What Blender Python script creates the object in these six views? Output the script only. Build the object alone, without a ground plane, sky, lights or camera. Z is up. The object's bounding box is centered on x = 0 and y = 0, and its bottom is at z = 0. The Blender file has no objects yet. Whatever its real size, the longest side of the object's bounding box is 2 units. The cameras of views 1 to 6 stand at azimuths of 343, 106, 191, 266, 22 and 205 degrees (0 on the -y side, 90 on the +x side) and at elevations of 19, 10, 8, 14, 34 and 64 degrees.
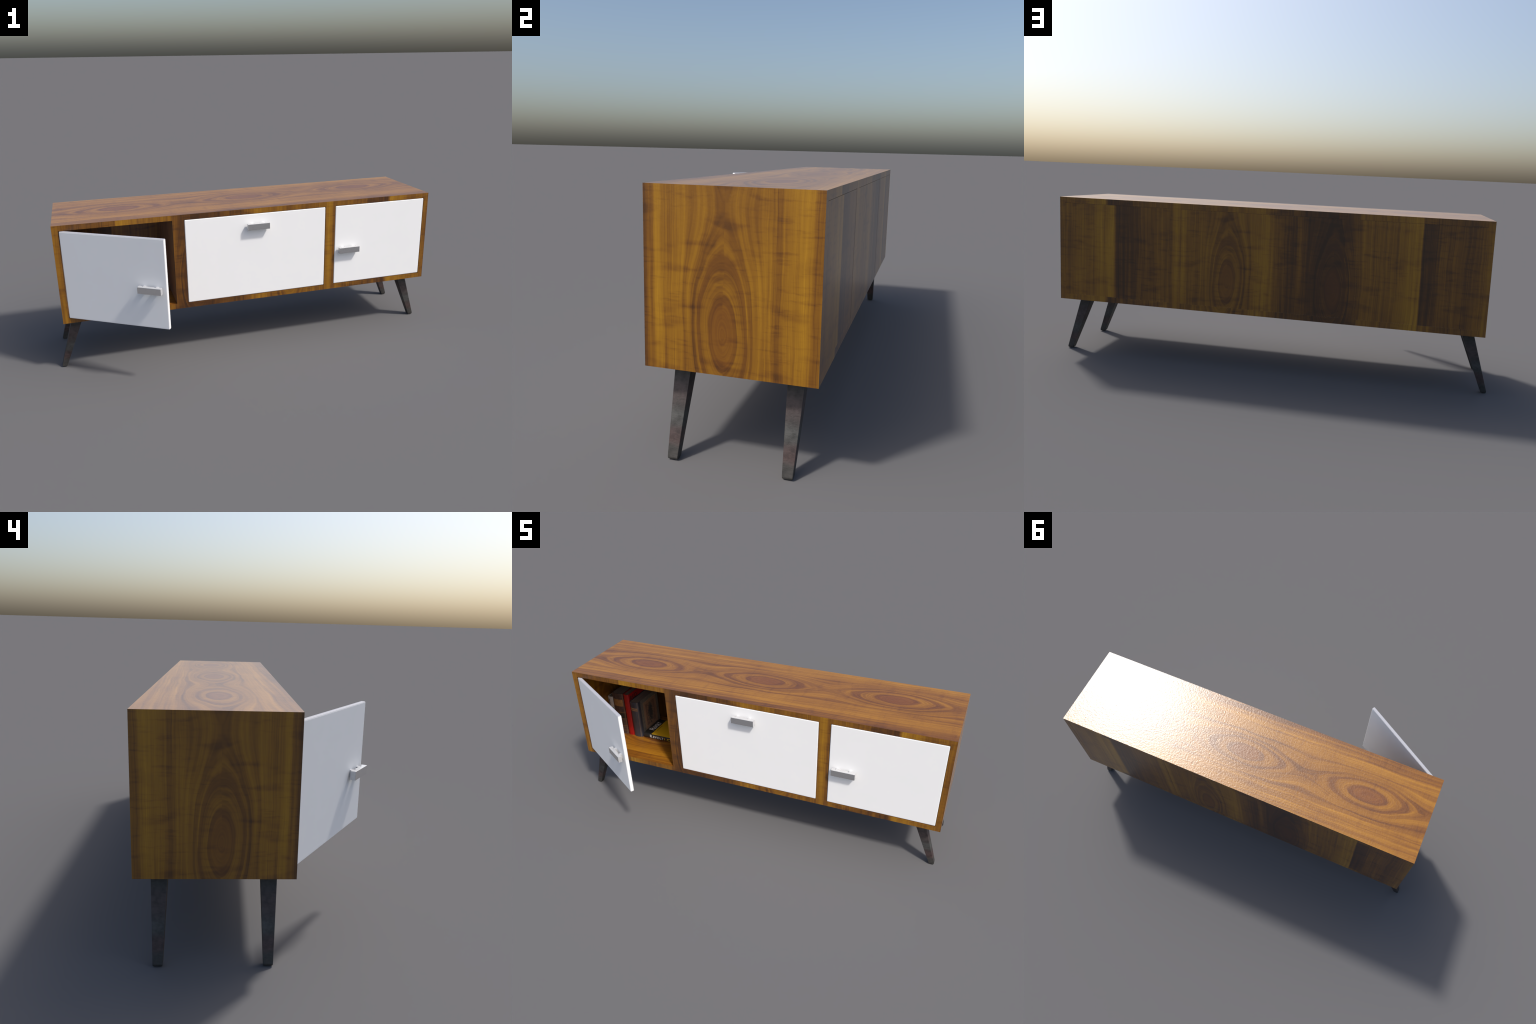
import bpy, bmesh, math, random
from mathutils import Vector, Matrix

random.seed(7)

# ------------------------------------------------------------------ sizes (m)
X0, X1 = -0.9655, 1.0            # carcass left / right
Y0, Y1 = -0.0890, 0.3860         # front / back
Z0, Z1 = 0.2617, 0.7517          # underside / top
OZ0, OZ1 = 0.2882, 0.7257        # clear height of the openings
BAYS = [(-0.9370, -0.4110), (-0.3535, 0.3930), (0.4475, 0.9738)]
BACK_IN = 0.0003                 # how far the back panels sit in


# ------------------------------------------------------------ node mini-language
class V:
    """A float or vector socket (or a plain number) with arithmetic."""
    tree = None

    def __init__(self, s):
        self.s = s

    def _m(self, op, *others):
        n = V.tree.nodes.new("ShaderNodeMath")
        n.operation = op
        for i, o in enumerate((self,) + others):
            o = o.s if isinstance(o, V) else o
            if isinstance(o, (int, float)):
                n.inputs[i].default_value = o
            else:
                V.tree.links.new(o, n.inputs[i])
        return V(n.outputs[0])

    def __add__(self, o): return self._m("ADD", o)
    def __radd__(self, o): return self._m("ADD", o)
    def __sub__(self, o): return self._m("SUBTRACT", o)
    def __rsub__(self, o): return V(o)._m("SUBTRACT", self)
    def __mul__(self, o): return self._m("MULTIPLY", o)
    def __rmul__(self, o): return self._m("MULTIPLY", o)
    def __truediv__(self, o): return self._m("DIVIDE", o)
    def abs(self): return self._m("ABSOLUTE")
    def sqrt(self): return self._m("SQRT")
    def cos(self): return self._m("COSINE")
    def sign(self): return self._m("SIGN")
    def gt(self, o): return self._m("GREATER_THAN", o)
    def lt(self, o): return self._m("LESS_THAN", o)
    def max(self, o): return self._m("MAXIMUM", o)
    def min(self, o): return self._m("MINIMUM", o)
    def wrap(self, lo, hi): return self._m("WRAP", hi, lo)
    def pick(self, a, b):
        """a where self is 1, b where it is 0"""
        return b + (a - b) * self

    def smooth(self, lo, hi):
        n = V.tree.nodes.new("ShaderNodeMapRange")
        n.interpolation_type = "SMOOTHSTEP"
        V.tree.links.new(self.s, n.inputs["Value"])
        n.inputs["From Min"].default_value = lo
        n.inputs["From Max"].default_value = hi
        return V(n.outputs["Result"])

    def lin(self, lo, hi, a, b):
        n = V.tree.nodes.new("ShaderNodeMapRange")
        V.tree.links.new(self.s, n.inputs["Value"])
        for k, v in (("From Min", lo), ("From Max", hi), ("To Min", a), ("To Max", b)):
            n.inputs[k].default_value = v
        return V(n.outputs["Result"])


def const(x):
    n = V.tree.nodes.new("ShaderNodeValue")
    n.outputs[0].default_value = x
    return V(n.outputs[0])


def xyz(socket):
    n = V.tree.nodes.new("ShaderNodeSeparateXYZ")
    V.tree.links.new(socket, n.inputs[0])
    return [V(o) for o in n.outputs]


def vec(a, b, c=0.0):
    n = V.tree.nodes.new("ShaderNodeCombineXYZ")
    for i, o in enumerate((a, b, c)):
        if isinstance(o, V):
            V.tree.links.new(o.s, n.inputs[i])
        else:
            n.inputs[i].default_value = o
    return n.outputs[0]


def noise(vector, scale=1.0, detail=2.0, rough=0.5, distort=0.0):
    n = V.tree.nodes.new("ShaderNodeTexNoise")
    V.tree.links.new(vector, n.inputs["Vector"])
    n.inputs["Scale"].default_value = scale
    n.inputs["Detail"].default_value = detail
    n.inputs["Roughness"].default_value = rough
    n.inputs["Distortion"].default_value = distort
    return V(n.outputs["Fac"])


def ramp(fac, stops, interp="LINEAR"):
    n = V.tree.nodes.new("ShaderNodeValToRGB")
    n.color_ramp.interpolation = interp
    els = n.color_ramp.elements
    while len(els) < len(stops):
        els.new(0.5)
    for e, (p, c) in zip(els, stops):
        e.position = p
        if isinstance(c, (int, float)):
            c = (c, c, c)
        e.color = (*c, 1)
    V.tree.links.new(fac.s, n.inputs[0])
    return n.outputs["Color"]


def mix(fac, a, b, mode="MIX"):
    n = V.tree.nodes.new("ShaderNodeMix")
    n.data_type = "RGBA"
    n.blend_type = mode
    if isinstance(fac, V):
        V.tree.links.new(fac.s, n.inputs[0])
    else:
        n.inputs[0].default_value = fac
    for k, c in ((6, a), (7, b)):
        if isinstance(c, tuple):
            n.inputs[k].default_value = (*c, 1)
        else:
            V.tree.links.new(c, n.inputs[k])
    return n.outputs[2]


def new_material(name):
    m = bpy.data.materials.new(name)
    m.use_nodes = True
    V.tree = m.node_tree
    return m, m.node_tree.nodes["Principled BSDF"]


def setin(bsdf, name, value):
    if isinstance(value, V):
        value = value.s
    if isinstance(value, bpy.types.NodeSocket):
        V.tree.links.new(value, bsdf.inputs[name])
    elif isinstance(value, tuple):
        bsdf.inputs[name].default_value = (*value, 1)
    else:
        bsdf.inputs[name].default_value = value


def bump(bsdf, height, strength=0.2, distance=0.002):
    n = V.tree.nodes.new("ShaderNodeBump")
    n.inputs["Strength"].default_value = strength
    n.inputs["Distance"].default_value = distance
    V.tree.links.new(height.s, n.inputs["Height"])
    V.tree.links.new(n.outputs[0], bsdf.inputs["Normal"])


def obj_coords():
    n = V.tree.nodes.new("ShaderNodeTexCoord")
    return n.outputs["Object"]


# ------------------------------------------------------------------- materials
PERIOD = 0.66          # one knot every 66 cm along the grain
KNOT_A, KNOT_B = 0.548, 1.028


def veneer(name, sheet_shift=0.761, stretch=1.029, dark_joint=0.50):
    """Knotty teak-like veneer.  U runs across the grain, W along it; the sheet is
    laid upright on sides, front and back, and lengthwise on the top and shelf."""
    m, bsdf = new_material(name)
    co = obj_coords()
    x, y, z = xyz(co)
    geo = V.tree.nodes.new("ShaderNodeNewGeometry")
    nx, ny, nz = xyz(geo.outputs["True Normal"])
    flat = nz.abs().gt(0.7)
    side = nx.abs().gt(0.7)
    upright = (1.0 - flat) * (1.0 - side)
    # where the face sits on the veneer sheet
    u_back = (sheet_shift - x) / stretch
    u_side = (KNOT_A + 0.131) - y
    u_top = (KNOT_A + 0.170) + 0.040 * x - y
    U = flat.pick(u_top, side.pick(u_side, u_back))
    W = flat.pick(x + 0.386, side.pick(z + 0.036, z))
    # a sheet of wood is never quite straight
    wob = noise(vec(U * 7.0, W * 3.2, 3.1), 1.0, 3.0, 0.55) - 0.5
    wob2 = noise(vec(U * 30.0, W * 9.0, 1.7), 1.0, 2.0) - 0.5
    # closed rings about the knots, hourglass necks between them; straight further out
    second = U.gt(0.790) * upright
    du = U - second.pick(const(KNOT_B), const(KNOT_A)) + wob * 0.026 + wob2 * 0.002
    wave = 1.0 - ((W - 0.408 + wob * 0.045) * (2 * math.pi / PERIOD)).cos()
    near = 1.0 - du.abs().smooth(0.05, 0.145)
    wide = flat.pick(const(0.0613), const(0.0565))
    q = ((du / wide) * (du / wide) + wave * near).sqrt()
    board = du.sign() * q * 0.0613 + second * 3.0
    # straight streaks that follow the rings
    st1 = noise(vec(board * 26.0, W * 0.5, 0.0), 1.0, 2.0, 0.5)
    st2 = noise(vec(board * 90.0, W * 1.2, 4.0), 1.0, 3.0, 0.6)
    st3 = noise(vec(board * 300.0, W * 2.5, 8.0), 1.0, 2.0, 0.6)
    blot = noise(vec(U * 9.0, W * 4.5, 12.0), 1.0, 3.0, 0.6)
    # broad light and dark strips: across the back and front, the sides, the top
    def strips(coord, lo, hi, stops):
        return xyz(ramp((coord - lo) / (hi - lo), [((p - lo) / (hi - lo), t) for p, t in stops]))[0]
    b_back = strips(U, -0.26, 1.76, [
        (-0.25, 0.46), (-0.20, 0.56), (-0.11, 0.58), (-0.04, 0.72), (-0.002, 0.80),
        (0.002, 0.13), (0.05, 0.17), (0.078, 0.28), (0.13, 0.40), (0.22, 0.46), (0.315, 0.48),
        (0.335, 0.74), (0.36, 0.48), (0.46, 0.54), (0.66, 0.56), (0.715, 0.72), (0.742, 0.58), (0.780, 0.54),
        (0.795, 0.27), (0.90, 0.30), (0.97, 0.17), (1.00, 0.17), (1.09, 0.30), (1.13, 0.46), (1.165, 0.50), (1.185, 0.56),
        (1.26, 0.46), (1.32, 0.60), (1.40, 0.84), (1.404, dark_joint), (1.445, dark_joint)])
    b_back = U.gt(1.445).pick(strips(U, 1.44, 1.74, [
        (1.445, dark_joint), (1.47, 0.32), (1.50, 0.48), (1.515, 0.33), (1.60, 0.38), (1.66, 0.52),
        (1.70, 0.64)]), b_back)
    b_side = strips(y, -0.09, 0.39, [
        (-0.089, 0.38), (-0.066, 0.46), (-0.052, 0.74), (-0.02, 0.58), (0.02, 0.67), (0.05, 0.58),
        (0.21, 0.60), (0.24, 0.66), (0.275, 0.48), (0.30, 0.63), (0.345, 0.76), (0.365, 0.56), (0.386, 0.50)])
    b_top = strips(y, -0.09, 0.39, [
        (-0.089, 0.44), (-0.06, 0.50), (-0.02, 0.72), (0.06, 0.65), (0.25, 0.62), (0.33, 0.69), (0.386, 0.73)])
    broad = flat.pick(b_top, side.pick(b_side, b_back))
    inside = 1.0 - q.smooth(1.1, 1.8)
    tone = broad + (st1 - 0.5) * 0.50 * (1.0 - inside * 0.75) + (st2 - 0.5) * flat.pick(const(0.85), const(0.66)) * (1.0 - inside * 0.6) + (st3 - 0.5) * 0.46 \
        + (blot - 0.5) * 0.36
    # rings: reddish heart, dark double line, wider outer lines
    qn = q + wob2 * 0.16
    ring_in = ring(qn, 0.60, 0.13)
    ring_mid = ring(qn, 1.13, 0.13)
    ring_gap = ring(qn, 0.97, 0.06)
    ring_out = ring(qn, 1.40, 0.10)
    ring_far = ring(qn, 1.90, 0.12)
    lines = ring_in * 0.22 + ring_mid * 0.28 + ring_gap * 0.10 + ring_out * flat.pick(const(0.13), const(0.22)) \
        + ring_far * flat.pick(const(0.13), const(0.05))
    heart = 1.0 - qn.smooth(0.40, 0.75)
    neck = (1.0 - qn.smooth(1.45, 1.75)) * qn.smooth(1.34, 1.42)
    tone = tone - lines * flat.pick(const(0.85), const(0.72)) - heart * 0.12 - neck * 0.05
    # cross figure: cloudy dark bands and short dashes across the grain
    band = noise(vec(U * 8.0, W * 24.0, 33.0), 1.0, 2.0, 0.5).smooth(0.52, 0.75)
    ray = noise(vec(U * 14.0, W * 85.0, 20.0), 1.0, 3.0, 0.6).smooth(0.50, 0.74)
    zone = noise(vec(U * 4.0, W * 5.0, 26.0), 1.0, 1.0).smooth(0.30, 0.56)
    tone = tone - (band * 0.17 + ray * zone * 0.15) * flat.pick(const(0.45), const(1.0))
    col = ramp(tone, [
        (0.00, (0.046, 0.0160, 0.0045)), (0.22, (0.088, 0.0300, 0.0050)),
        (0.42, (0.178, 0.0650, 0.0055)), (0.62, (0.270, 0.1110, 0.0065)),
        (0.82, (0.360, 0.1620, 0.0085)), (1.00, (0.450, 0.2120, 0.0140))])
    red = heart * flat.pick(const(0.55), const(0.34)) + ring_mid * 0.15 + ring_in * 0.10
    col = mix(red, col, (0.175, 0.052, 0.009))
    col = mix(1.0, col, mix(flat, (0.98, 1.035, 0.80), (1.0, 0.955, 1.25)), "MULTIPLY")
    setin(bsdf, "Base Color", col)
    setin(bsdf, "Roughness", tone.lin(0.0, 1.0, 0.31, 0.28))
    setin(bsdf, "Specular IOR Level", 0.68)
    setin(bsdf, "Sheen Weight", 0.14)
    setin(bsdf, "Sheen Roughness", 0.35)
    pores = noise(vec(x, y, z), 130.0, 2.0, 0.55)
    pits = noise(vec(x, y, z), 72.0, 1.0, 0.5)
    fine = noise(vec(board * 420.0, W * 16.0), 1.0, 2.0)
    bump(bsdf, (pores * 0.6 + pits * 0.32 + fine * 0.15) * flat.pick(const(1.0), const(0.5)), 0.5, 0.0016)
    return m


def ring(q, at, half):
    """1 on the line q = at, fading to 0 at a distance of half"""
    return 1.0 - (q - at).abs().smooth(half * 0.35, half)


def charred_leg_material():
    m, bsdf = new_material("dark_stained_wood")
    x, y, z = xyz(obj_coords())
    warp = noise(vec(x * 25.0, y * 25.0, z * 9.0), 1.0, 2.0) - 0.5
    h = (z + warp * 0.022) / 0.262
    col = ramp(h, [
        (0.00, (0.060, 0.057, 0.052)), (0.12, (0.074, 0.068, 0.062)),
        (0.19, (0.096, 0.060, 0.055)), (0.30, (0.080, 0.055, 0.052)),
        (0.36, (0.080, 0.077, 0.072)), (0.46, (0.094, 0.094, 0.089)),
        (0.54, (0.074, 0.062, 0.059)), (0.66, (0.094, 0.068, 0.065)),
        (0.78, (0.082, 0.063, 0.061)), (0.88, (0.055, 0.053, 0.051)),
        (1.00, (0.044, 0.044, 0.044))])
    grain = noise(vec(x * 45.0, y * 45.0, z * 150.0), 1.0, 4.0, 0.7)
    blot = noise(vec(x, y, z), 55.0, 3.0, 0.6)
    col = mix(1.0, col, ramp(grain, [(0.25, 0.55), (0.5, 0.72), (0.75, 0.86)]), "MULTIPLY")
    col = mix(0.8, col, ramp(blot, [(0.32, 0.50), (0.62, 1.1)]), "MULTIPLY")
    setin(bsdf, "Base Color", col)
    setin(bsdf, "Roughness", 0.55)
    bump(bsdf, grain, 0.35, 0.002)
    return m


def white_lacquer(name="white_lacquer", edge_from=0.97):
    """white lacquer; up-facing edges are painted grey to look shaded"""
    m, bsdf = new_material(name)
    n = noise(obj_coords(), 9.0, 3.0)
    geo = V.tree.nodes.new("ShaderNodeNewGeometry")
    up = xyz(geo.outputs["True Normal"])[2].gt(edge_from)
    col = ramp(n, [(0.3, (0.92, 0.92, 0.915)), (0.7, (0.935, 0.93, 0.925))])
    setin(bsdf, "Base Color", mix(up, col, (0.44, 0.445, 0.48)))  # grey baked in where the lacquer looks dim despite the sun
    setin(bsdf, "Roughness", 0.6)
    setin(bsdf, "Specular IOR Level", 0.35)
    return m


def brushed_metal():
    m, bsdf = new_material("brushed_aluminium")
    x, y, z = xyz(obj_coords())
    n = noise(vec(x * 20.0, y * 60.0, z * 60.0), 1.0, 2.0)
    tc = V.tree.nodes.new("ShaderNodeTexCoord")
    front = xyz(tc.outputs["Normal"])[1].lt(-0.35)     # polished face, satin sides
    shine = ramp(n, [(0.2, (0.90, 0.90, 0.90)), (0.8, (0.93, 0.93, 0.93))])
    satin = ramp(n, [(0.2, (0.60, 0.60, 0.61)), (0.8, (0.66, 0.66, 0.66))])  # base lowered so the sunlit bar top reads less white
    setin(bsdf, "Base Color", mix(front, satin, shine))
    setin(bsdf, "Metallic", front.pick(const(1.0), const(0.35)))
    setin(bsdf, "Roughness", 0.26)
    return m


def plain(name, colour, rough=0.5, scale=40.0, vary=0.2):
    m, bsdf = new_material(name)
    n = noise(obj_coords(), scale, 4.0, 0.6)
    lo = tuple(c * (1 - vary) for c in colour)
    hi = tuple(min(1.0, c * (1 + vary)) for c in colour)
    setin(bsdf, "Base Color", ramp(n, [(0.3, lo), (0.7, hi)]))
    setin(bsdf, "Roughness", rough)
    return m


def paper():
    m, bsdf = new_material("page_edges")
    x, y, z = xyz(obj_coords())
    n = noise(vec(x * 900.0, y * 6.0, z * 6.0), 1.0, 2.0)
    setin(bsdf, "Base Color", ramp(n, [(0.3, (0.15, 0.125, 0.10)), (0.7, (0.24, 0.205, 0.165))]))  # paper darkened to carry the cabinet's interior shade
    setin(bsdf, "Roughness", 0.85)
    return m


def brown_leather(height):
    """worn calf spine: tan title label, thin gilt rules, near-black second label"""
    m, bsdf = new_material("worn_brown_leather")
    co = obj_coords()
    x, y, z = xyz(co)
    wear = noise(co, 60.0, 4.0, 0.65)
    col = ramp(wear, [(0.3, (0.036, 0.020, 0.018)), (0.5, (0.064, 0.038, 0.034)), (0.75, (0.12, 0.075, 0.062))])
    front = y.lt(0.0105)
    bands = ramp(z / height, [(0.0, 0.0), (0.388, 1.0), (0.53, 0.0)], "CONSTANT")
    col = mix(xyz(bands)[0] * front, col, (0.022, 0.020, 0.018))
    label = ramp(z / height, [(0.0, 0.0), (0.69, 1.0), (0.858, 0.0)], "CONSTANT")
    tan = ramp(wear, [(0.3, (0.22, 0.105, 0.035)), (0.7, (0.36, 0.19, 0.07))])
    col = mix(xyz(label)[0] * front * x.abs().lt(0.029), col, tan)
    rules = ramp(z / height, [(0.0, 0.0), (0.085, 1.0), (0.095, 0.0), (0.20, 1.0), (0.212, 0.0), (0.378, 1.0),
                              (0.39, 0.0), (0.525, 1.0), (0.54, 0.0)], "CONSTANT")
    col = mix(xyz(rules)[0] * front * 0.8, col, (0.23, 0.115, 0.045))
    hinge = ring(x.abs(), 0.0315, 0.004)
    col = mix(hinge * 0.6 * front, col, (0.18, 0.09, 0.045))
    setin(bsdf, "Base Color", col)
    setin(bsdf, "Roughness", 0.5)
    bump(bsdf, wear, 0.3, 0.001)
    return m


def blue_leather(depth, height):
    """dark blue cloth and leather, two gilt rules on the spine, and a cover with
    a tan-framed brown panel and an oval medallion"""
    m, bsdf = new_material("tooled_blue_leather")
    co = obj_coords()
    x, y, z = xyz(co)
    wear = noise(co, 70.0, 4.0, 0.65)
    scuff = noise(vec(x * 30.0, y * 30.0, z * 7.0), 1.0, 3.0)
    col = ramp(scuff, [(0.3, (0.030, 0.032, 0.050)), (0.55, (0.062, 0.063, 0.080)), (0.8, (0.14, 0.125, 0.125))])
    spine = y.lt(0.0125)
    gilt = ramp(z / height, [(0.0, 0.0), (0.752, 1.0), (0.782, 0.0), (0.797, 1.0), (0.832, 0.0)], "CONSTANT")
    col = mix(xyz(gilt)[0] * spine * x.lt(0.020), col, (0.34, 0.185, 0.085))
    # the tooled cover
    cover = x.gt(0.026) * y.gt(0.026)
    cloth = ramp(wear, [(0.3, (0.11, 0.105, 0.098)), (0.7, (0.20, 0.175, 0.145))])
    col = mix(cover, col, cloth)
    fy = (y - (0.026 + depth) / 2).abs() - (depth - 0.026) / 2
    fz = (z - height / 2).abs() - height / 2
    frame = fy.max(fz)                       # 0 at the cover's edge, negative inside
    inner = frame.lt(-0.026)
    brown = ramp(wear, [(0.3, (0.13, 0.070, 0.056)), (0.7, (0.24, 0.135, 0.098))])
    col = mix(inner * cover, col, brown)
    for at in (-0.026, -0.033, -0.040):
        col = mix(ring(frame, at, 0.0026) * cover * 0.8, col, (0.44, 0.28, 0.165))
    ey = (y - (0.026 + depth) / 2) / 0.026
    ez = (z - height / 2) / 0.066
    oval = (ey * ey + ez * ez).sqrt()
    curls = noise(vec(y * 1.0, z * 0.6, 0.0), 95.0, 1.0, 0.5, 2.0)
    med = (1.0 - (oval + (curls - 0.5) * 1.9).smooth(0.85, 1.0))
    col = mix(med * cover, col, (0.050, 0.050, 0.052))
    col = mix(ring(oval + (curls - 0.5) * 1.9, 1.0, 0.14) * cover * 0.7, col, (0.44, 0.28, 0.165))
    tooling = ring(curls, 0.5, 0.02) * ring(frame, -0.0125, 0.012)
    col = mix(tooling * cover * 0.5, col, (0.16, 0.10, 0.06))
    groove = ring(x, 0.0205, 0.0025) * spine
    col = mix(groove * 0.7, col, (0.18, 0.13, 0.09))
    setin(bsdf, "Base Color", col)
    setin(bsdf, "Roughness", 0.42)
    bump(bsdf, wear, 0.3, 0.001)
    return m


def red_cloth():
    m, bsdf = new_material("red_cloth")
    co = obj_coords()
    x, y, z = xyz(co)
    wear = noise(vec(x * 60.0, y * 60.0, z * 25.0), 1.0, 4.0, 0.65)
    col = ramp(wear, [(0.3, (0.30, 0.005, 0.006)), (0.7, (0.46, 0.008, 0.009))])
    spots = noise(vec(x * 200.0, y * 60.0, z * 40.0), 1.0, 2.0).smooth(0.60, 0.72) * y.lt(0.004)
    spots = spots * ring(x, -0.006, 0.007)
    col = mix(spots * 0.8, col, (0.09, 0.004, 0.004))
    setin(bsdf, "Base Color", col)
    setin(bsdf, "Roughness", 0.45)
    return m


def black_yellow_cover(split):
    m, bsdf = new_material("black_and_yellow_cover")
    x, y, z = xyz(obj_coords())
    geo = V.tree.nodes.new("ShaderNodeNewGeometry")
    nz = xyz(geo.outputs["True Normal"])[2]
    yel = x.gt(split) * nz.gt(0.5) * y.gt(0.004)
    setin(bsdf, "Base Color", mix(yel, (0.022, 0.022, 0.021), (0.66, 0.39, 0.015)))
    setin(bsdf, "Roughness", 0.38)
    return m


# -------------------------------------------------------------------- geometry
def link(name, mesh, parent=None, material=None):
    ob = bpy.data.objects.new(name, mesh)
    bpy.context.collection.objects.link(ob)
    if parent is not None:
        ob.parent = parent
    if material is not None:
        mesh.materials.append(material)
    return ob


def empty(name, loc, label, category):
    ob = bpy.data.objects.new(name, None)
    ob.empty_display_size = 0.05
    ob.location = loc
    bpy.context.collection.objects.link(ob)
    ob["label"] = label
    ob["category"] = category
    return ob


def add_box(bm, lo, hi):
    vs = [bm.verts.new((x, y, z)) for x in (lo[0], hi[0]) for y in (lo[1], hi[1]) for z in (lo[2], hi[2])]
    for f in ((0, 1, 3, 2), (4, 6, 7, 5), (0, 4, 5, 1), (2, 3, 7, 6), (0, 2, 6, 4), (1, 5, 7, 3)):
        bm.faces.new([vs[i] for i in f])
    return vs


def finish(bm, name):
    bmesh.ops.recalc_face_normals(bm, faces=bm.faces[:])
    me = bpy.data.meshes.new(name)
    bm.to_mesh(me)
    bm.free()
    return me


def box_mesh(name, lo, hi, bevel=0.0, segments=3):
    bm = bmesh.new()
    add_box(bm, lo, hi)
    if bevel:
        bmesh.ops.bevel(bm, geom=bm.edges[:], offset=bevel, segments=segments, affect="EDGES", profile=0.5)
    me = finish(bm, name)
    if bevel:
        shade(me)
    return me


def shade(me, angle=50, weighted=True):
    """smooth rounded arrises, with normals weighted by area so flat faces stay flat"""
    for p in me.polygons:
        p.use_smooth = True
    me.set_sharp_from_angle(angle=math.radians(angle))
    if weighted:
        around = [[] for _ in me.vertices]
        for p in me.polygons:
            for v in p.vertices:
                around[v].append(p)
        limit = math.cos(math.radians(angle))
        loops = [None] * len(me.loops)
        for p in me.polygons:
            for li in p.loop_indices:
                n = Vector()
                for g in around[me.loops[li].vertex_index]:
                    if g.normal.dot(p.normal) > limit:
                        n += g.normal * g.area
                loops[li] = n.normalized()
        me.normals_split_custom_set(loops)


def extrude_outline(bm, outline, z0, z1):
    """a prism with a (possibly concave) outline in the xy plane"""
    lo = [bm.verts.new((x, y, z0)) for x, y in outline]
    hi = [bm.verts.new((x, y, z1)) for x, y in outline]
    n = len(outline)
    bm.faces.new(lo[::-1])
    bm.faces.new(hi)
    for i in range(n):
        bm.faces.new((lo[i], lo[(i + 1) % n], hi[(i + 1) % n], hi[i]))


def lettering(name, text, size, matrix, material, parent, depth=0.0006, stretch=1.0, bold=0.008, space=1.12, fit=None):
    cu = bpy.data.curves.new(name, "FONT")
    cu.body = text
    cu.size = size
    cu.extrude = depth
    cu.offset = size * bold
    cu.space_character = space
    cu.align_x = "LEFT"
    tmp = bpy.data.objects.new(name + "_curve", cu)
    bpy.context.collection.objects.link(tmp)
    dg = bpy.context.evaluated_depsgraph_get()
    me = bpy.data.meshes.new_from_object(tmp.evaluated_get(dg))
    me.name = name
    bpy.data.objects.remove(tmp)
    bpy.data.curves.remove(cu)
    me.materials.clear()
    if fit:
        stretch = fit / max(v.co.x for v in me.vertices)
    me.transform(matrix @ Matrix.Diagonal((stretch, 1, 1, 1)))
    return link(name, me, parent, material)


def frame_matrix(origin, right, up):
    r, u = Vector(right).normalized(), Vector(up).normalized()
    n = r.cross(u)
    m = Matrix((r, u, n)).transposed().to_4x4()
    m.translation = origin
    return m


# --------------------------------------------------------------------- cabinet
wood = veneer("knotty_veneer")
wood_back = veneer("knotty_veneer_back_panels", 0.719, 1.0, 0.18)
leg_mat = charred_leg_material()
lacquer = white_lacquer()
lacquer_shaded = white_lacquer("white_lacquer_dimmed_edge", 0.25)
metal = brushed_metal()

cabinet = empty("media_sideboard", (0, 0, 0),
                "low wooden sideboard with white doors and splayed dark legs", "sideboard")

link("top_board", box_mesh("top_board", (X0, Y0, OZ1), (X1, Y1, Z1)), cabinet, wood)
link("bottom_board", box_mesh("bottom_board", (X0, Y0, Z0), (X1, Y1, OZ0)), cabinet, wood)
for lo, hi in ((X0, BAYS[0][0]), (BAYS[2][1], X1)):
    link("side_panel", box_mesh("side_panel", (lo, Y0, OZ0), (hi, Y1, OZ1)), cabinet, wood)
for a, b in ((0, 1), (1, 2)):
    link("divider", box_mesh("divider", (BAYS[a][1], Y0, OZ0), (BAYS[b][0], Y1, OZ1)), cabinet, wood)
for lo, hi in BAYS:
    # groove cut to draw a dark shadow line on top, lip shaped for skylit line below
    bm = bmesh.new()
    extrude_outline(bm, [(Y1 - 0.012, OZ0), (Y1 - 0.0001, OZ0), (Y1 - BACK_IN, OZ0 + 0.0020),
                         (Y1 - BACK_IN, OZ1 - 0.0014), (Y1 - 0.0020, OZ1 - 0.0014), (Y1 - 0.0020, OZ1),
                         (Y1 - 0.012, OZ1)], lo, hi)
    bm.transform(Matrix(((0, 0, 1, 0), (1, 0, 0, 0), (0, 1, 0, 0), (0, 0, 0, 1))))
    link("back_panel", finish(bm, "back_panel"), cabinet, wood_back)


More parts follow.
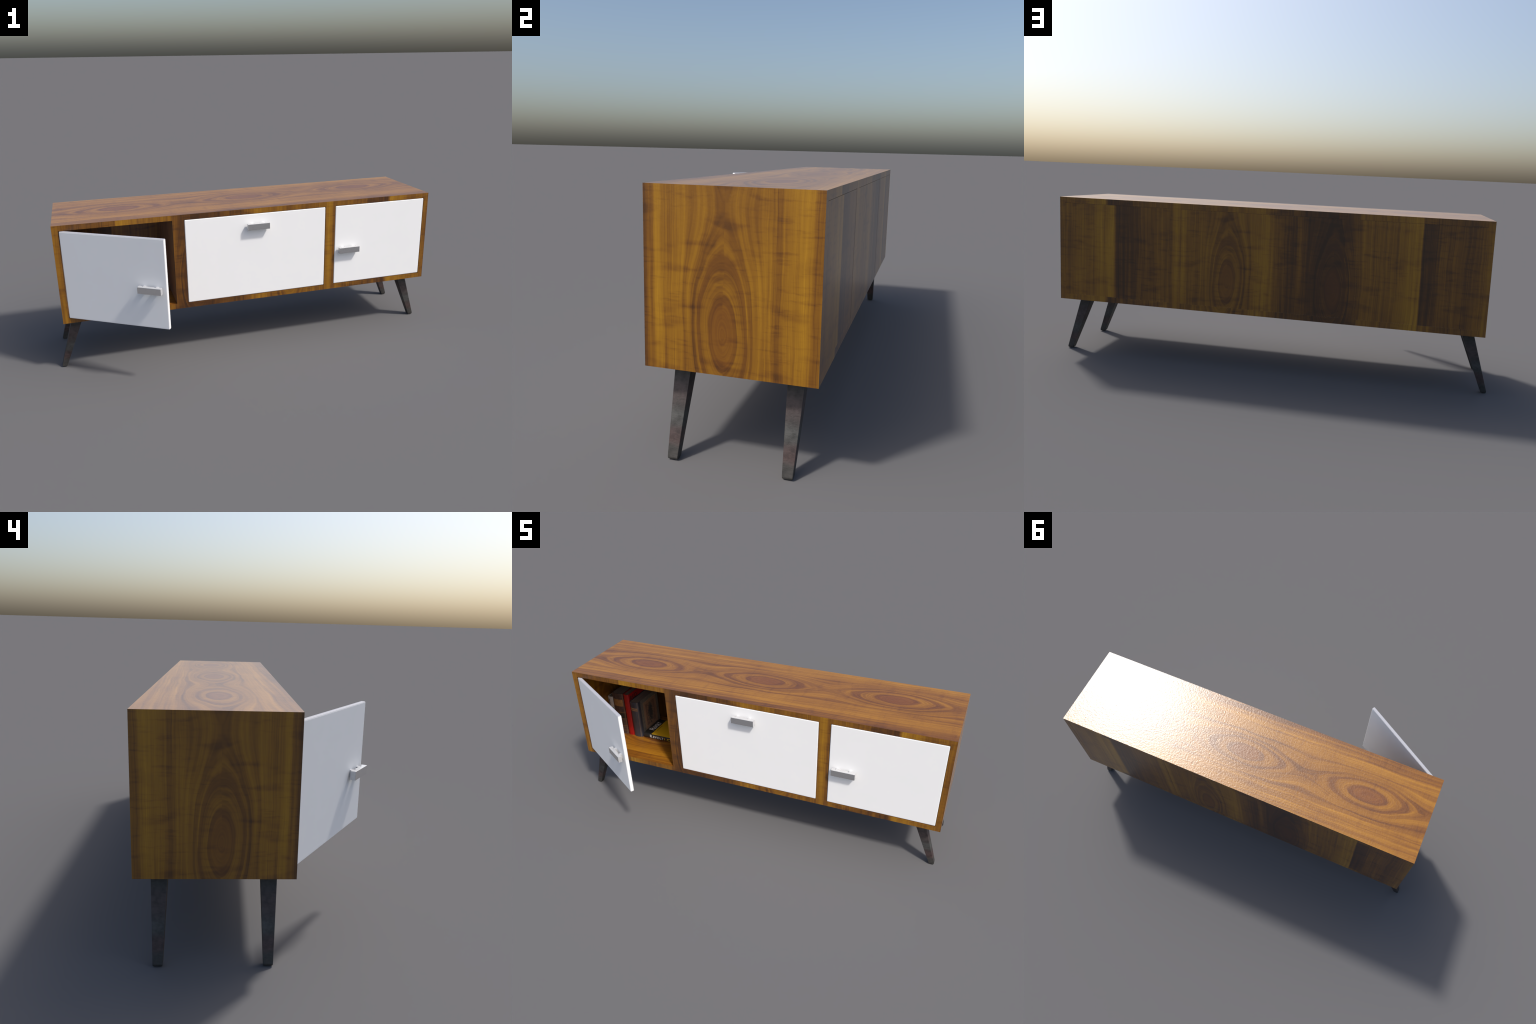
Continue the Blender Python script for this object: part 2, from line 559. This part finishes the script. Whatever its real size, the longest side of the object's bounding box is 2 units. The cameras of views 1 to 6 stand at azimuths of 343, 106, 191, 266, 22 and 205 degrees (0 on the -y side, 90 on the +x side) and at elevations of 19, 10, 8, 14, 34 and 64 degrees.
# legs: square tapering section, splayed sideways only, foot ends bevelled
def leg_mesh(s):
    """s = -1 left leg, +1 right leg; built about y = 0"""
    bm = bmesh.new()
    if s > 0:
        foot_o, foot_i, top_o, top_i = 0.9985, 0.9735, 0.9195, 0.8675
    else:
        foot_o, foot_i, top_o, top_i = -1.0, -0.9765, -0.9250, -0.8730
    lean = (foot_o - top_o) / 0.262
    rings = []
    for z, grow in ((0.0, -0.0024), (0.0022, -0.0006), (0.008, 0.0), (0.262, 0.0)):
        t = z / 0.262
        xo = foot_o + (top_o - foot_o) * t + s * grow
        xi = foot_i + (top_i - foot_i) * t - s * grow * 0.4
        hy = 0.0145 + (0.0250 - 0.0145) * t + grow * 0.4
        if z < 0.009:                                   # keep the widest point on the bounding box
            xo += lean * z
        if z == 0.008:
            xo = foot_o
        rings.append([bm.verts.new(p) for p in ((xi, -hy, z), (xo, -hy, z), (xo, hy, z), (xi, hy, z))])
    for a, b in zip(rings, rings[1:]):
        for i in range(4):
            bm.faces.new((a[i], a[(i + 1) % 4], b[(i + 1) % 4], b[i]))
    bm.faces.new(rings[0][::-1])
    bm.faces.new(rings[-1])
    long_edges = [e for e in bm.edges if abs(e.verts[0].co.z - e.verts[1].co.z) > 0.002]
    bmesh.ops.bevel(bm, geom=long_edges, offset=0.0018, segments=2, affect="EDGES", profile=0.5)
    me = finish(bm, "leg")
    shade(me, 40)
    return me


for s in (-1, 1):
    me = leg_mesh(s)
    me.materials.append(leg_mat)
    for yc in (-0.0110, 0.3130):
        leg = bpy.data.objects.new("leg", me)
        leg.parent = cabinet
        leg.location = (0, yc, 0)
        bpy.context.collection.objects.link(leg)


# doors, each in its own frame: hinge edge at the origin, +x along the door,
# front face at y = 0, thickness towards +y
DOOR_T = 0.0180
DZ0, DZ1 = 0.2893, 0.7236


def handle_meshes():
    """bar with rounded front arrises on two short posts (front face of door at y = 0)"""
    bar = bmesh.new()
    half = 0.0578
    outline = [(-half, -0.0285), (half, -0.0285), (half, -0.0088)]
    for p in (0.031, -0.031):                          # each post sits in a notch with a little play
        inner = -0.0092 if p > 0 else -0.0112          # the back is hollowed between the posts
        outer = -0.0112 if p > 0 else -0.0092
        outline += [(p + 0.0078, inner), (p + 0.0077, -0.0160), (p - 0.0088, -0.0160), (p - 0.0100, outer)]
    outline.append((-half, -0.0088))
    extrude_outline(bar, outline, -0.0158, 0.0158)
    sharp = [e for e in bar.edges if all(v.co.y < -0.02 for v in e.verts)
             or (abs(e.verts[0].co.x) > 0.05 and abs(e.verts[1].co.x) > 0.05)]
    bmesh.ops.bevel(bar, geom=sharp, offset=0.0012, segments=2, affect="EDGES", profile=0.5)
    bar_me = finish(bar, "handle_bar")
    shade(bar_me, 40)
    post = box_mesh("handle_post", (-0.0075, -0.0148, -0.0120), (0.0075, 0.001, 0.0138), 0.0010, 2)
    for me in (bar_me, post):
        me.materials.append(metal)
    return bar_me, post


BAR, POST = handle_meshes()


def door(kind, origin, width, handle_x, handle_z, angle=0.0, coat=None):
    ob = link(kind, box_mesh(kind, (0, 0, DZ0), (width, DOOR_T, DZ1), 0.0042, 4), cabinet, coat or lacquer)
    ob.location = origin
    ob.rotation_euler = (0, 0, angle)
    bar = bpy.data.objects.new("handle", BAR)
    bar.parent = ob
    bar.location = (handle_x, 0, handle_z)
    bpy.context.collection.objects.link(bar)
    for px in (-0.031, 0.031):
        p = bpy.data.objects.new("handle_post", POST)
        p.parent = ob
        p.location = (handle_x + px, 0, handle_z)
        bpy.context.collection.objects.link(p)
    return ob


FACE = Y0 - 0.0004
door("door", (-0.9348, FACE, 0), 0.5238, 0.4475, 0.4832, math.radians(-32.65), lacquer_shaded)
door("drop_front", (-0.3518, FACE, 0), 0.7431, 0.3714, 0.6620)
door("door", (0.4492, FACE, 0), 0.5230, 0.0766, 0.4825)


# ----------------------------------------------------------------------- books
pages_mat = paper()


def book(loc, thick, depth, height, cover_mat, label, lying=False, bulge=0.006, board=0.0022, sink=0.003):
    """Standing: local x = thickness (centred), y = depth from the spine, z = height.
    The spine is a shallow arc towards -y with a groove at each joint."""
    root = empty("book", loc, label, "book")
    h = thick / 2
    n = 12

    def arc(half, y_mid, bul, rev=False):
        pts = []
        for i in range(n + 1):
            a = -1 + 2 * i / n
            pts.append((a * half, y_mid - bul * (1 - abs(a) ** 2.4)))
        return pts[::-1] if rev else pts

    outer = [(-h, depth), (-h, bulge + 0.004)] + arc(h - 0.0012, bulge, bulge) + [(h, bulge + 0.004), (h, depth)]
    inner = [(h - board, depth), (h - board, bulge + 0.006)] + arc(h - board - 0.001, bulge + 0.003, bulge, True) \
        + [(-h + board, bulge + 0.006), (-h + board, depth)]
    bm = bmesh.new()
    extrude_outline(bm, outer + inner, 0, height)
    cover = finish(bm, "book_cover")
    bm = bmesh.new()
    block = [(-h + board, depth - 0.004), (-h + board, bulge + 0.006)] \
        + arc(h - board - 0.001, bulge + 0.0032, bulge) + [(h - board, bulge + 0.006), (h - board, depth - 0.004)]
    extrude_outline(bm, block, 0.002, height - sink)
    pages = finish(bm, "page_block")
    if lying:
        # lay on its back cover: spine still towards -y, height along +x
        turn = Matrix(((0, 0, 1, 0), (0, 1, 0, 0), (1, 0, 0, h), (0, 0, 0, 1)))
        for me in (cover, pages):
            me.transform(turn)
            me.flip_normals()
    shade(cover, 35, False)
    link("book_cover", cover, root, cover_mat)
    link("page_block", pages, root, pages_mat)
    return root


ink = plain("black_ink", (0.015, 0.013, 0.013), 0.5)
white_ink = plain("white_print", (0.72, 0.70, 0.68), 0.5)
yellow_ink = plain("yellow_print", (0.66, 0.39, 0.015), 0.5)
SHELF = OZ0

white_book = book((-0.9190, 0.1200, SHELF), 0.0330, 0.165, 0.2270,
                  plain("grey_white_jacket", (0.46, 0.43, 0.40), 0.5, 60, 0.15),
                  "thin greyish white book with a teal spot", bulge=0.0035)
bm = bmesh.new()
zz = 0.2120
for k in range(9):                                     # a column of illegible small print
    w = random.uniform(0.004, 0.011)
    add_box(bm, (-0.0085, -0.0008, zz - w), (-0.0045, 0.0030, zz))
    zz -= w + random.uniform(0.002, 0.005)
link("spine_print", finish(bm, "spine_print"), white_book, ink)
link("spine_emblem", box_mesh("spine_emblem", (0.001, -0.0012, 0.148), (0.013, 0.0030, 0.160)), white_book,
     plain("teal_print", (0.06, 0.24, 0.20), 0.5))

book((-0.8645, 0.1150, SHELF), 0.0715, 0.205, 0.2580, brown_leather(0.258),
     "thick worn brown leather book with a tan label", bulge=0.007)

red = book((-0.8080, 0.1180, SHELF), 0.0350, 0.195, 0.2590, red_cloth(), "slim bright red cloth book", bulge=0.004)
lettering("cover_title", "RED", 0.036, frame_matrix((0.0176, 0.0125, 0.2200), (0, 1, 0), (0, 0, 1)), ink, red)

book((-0.7600, 0.1130, SHELF), 0.0570, 0.205, 0.2215, blue_leather(0.205, 0.2215),
     "dark blue book with gilt bands and tooled cover", bulge=0.0085, sink=0.004)

revolt = book((-0.7215, 0.1190, SHELF), 0.0300, 0.172, 0.2600, black_yellow_cover(0.048),
              "black and yellow book lying flat", lying=True, bulge=0.004)
spine_m = frame_matrix((0.0385, -0.0004, 0.0085), (1, 0, 0), (0, 0, 1))
lettering("spine_title", "R", 0.0250, spine_m, white_ink, revolt)
lettering("spine_title", "EVOLT", 0.0195, spine_m @ Matrix.Translation((0.021, 0, 0)), white_ink, revolt, fit=0.069, space=1.25)
lettering("spine_title", "I.CO", 0.0200, spine_m @ Matrix.Translation((0.0945, 0, 0)), yellow_ink, revolt, fit=0.062, space=1.2)
cover_m = frame_matrix((0.0400, 0.0420, 0.0300), (0, 1, 0), (-1, 0, 0))
lettering("cover_title", "R", 0.0480, cover_m, white_ink, revolt)
lettering("cover_title", "EVOLT", 0.0380, cover_m @ Matrix.Translation((0.029, 0, 0)), white_ink, revolt, fit=0.067)
bm = bmesh.new()
yy = 0.050
for k in range(7):                                     # a line of illegible small print
    w = random.uniform(0.004, 0.008)
    add_box(bm, (0.058, yy, 0.0295), (0.0615, yy + w, 0.0304))
    yy += w + 0.0025
link("cover_print", finish(bm, "cover_print"), revolt, plain("grey_print", (0.10, 0.07, 0.02), 0.5))
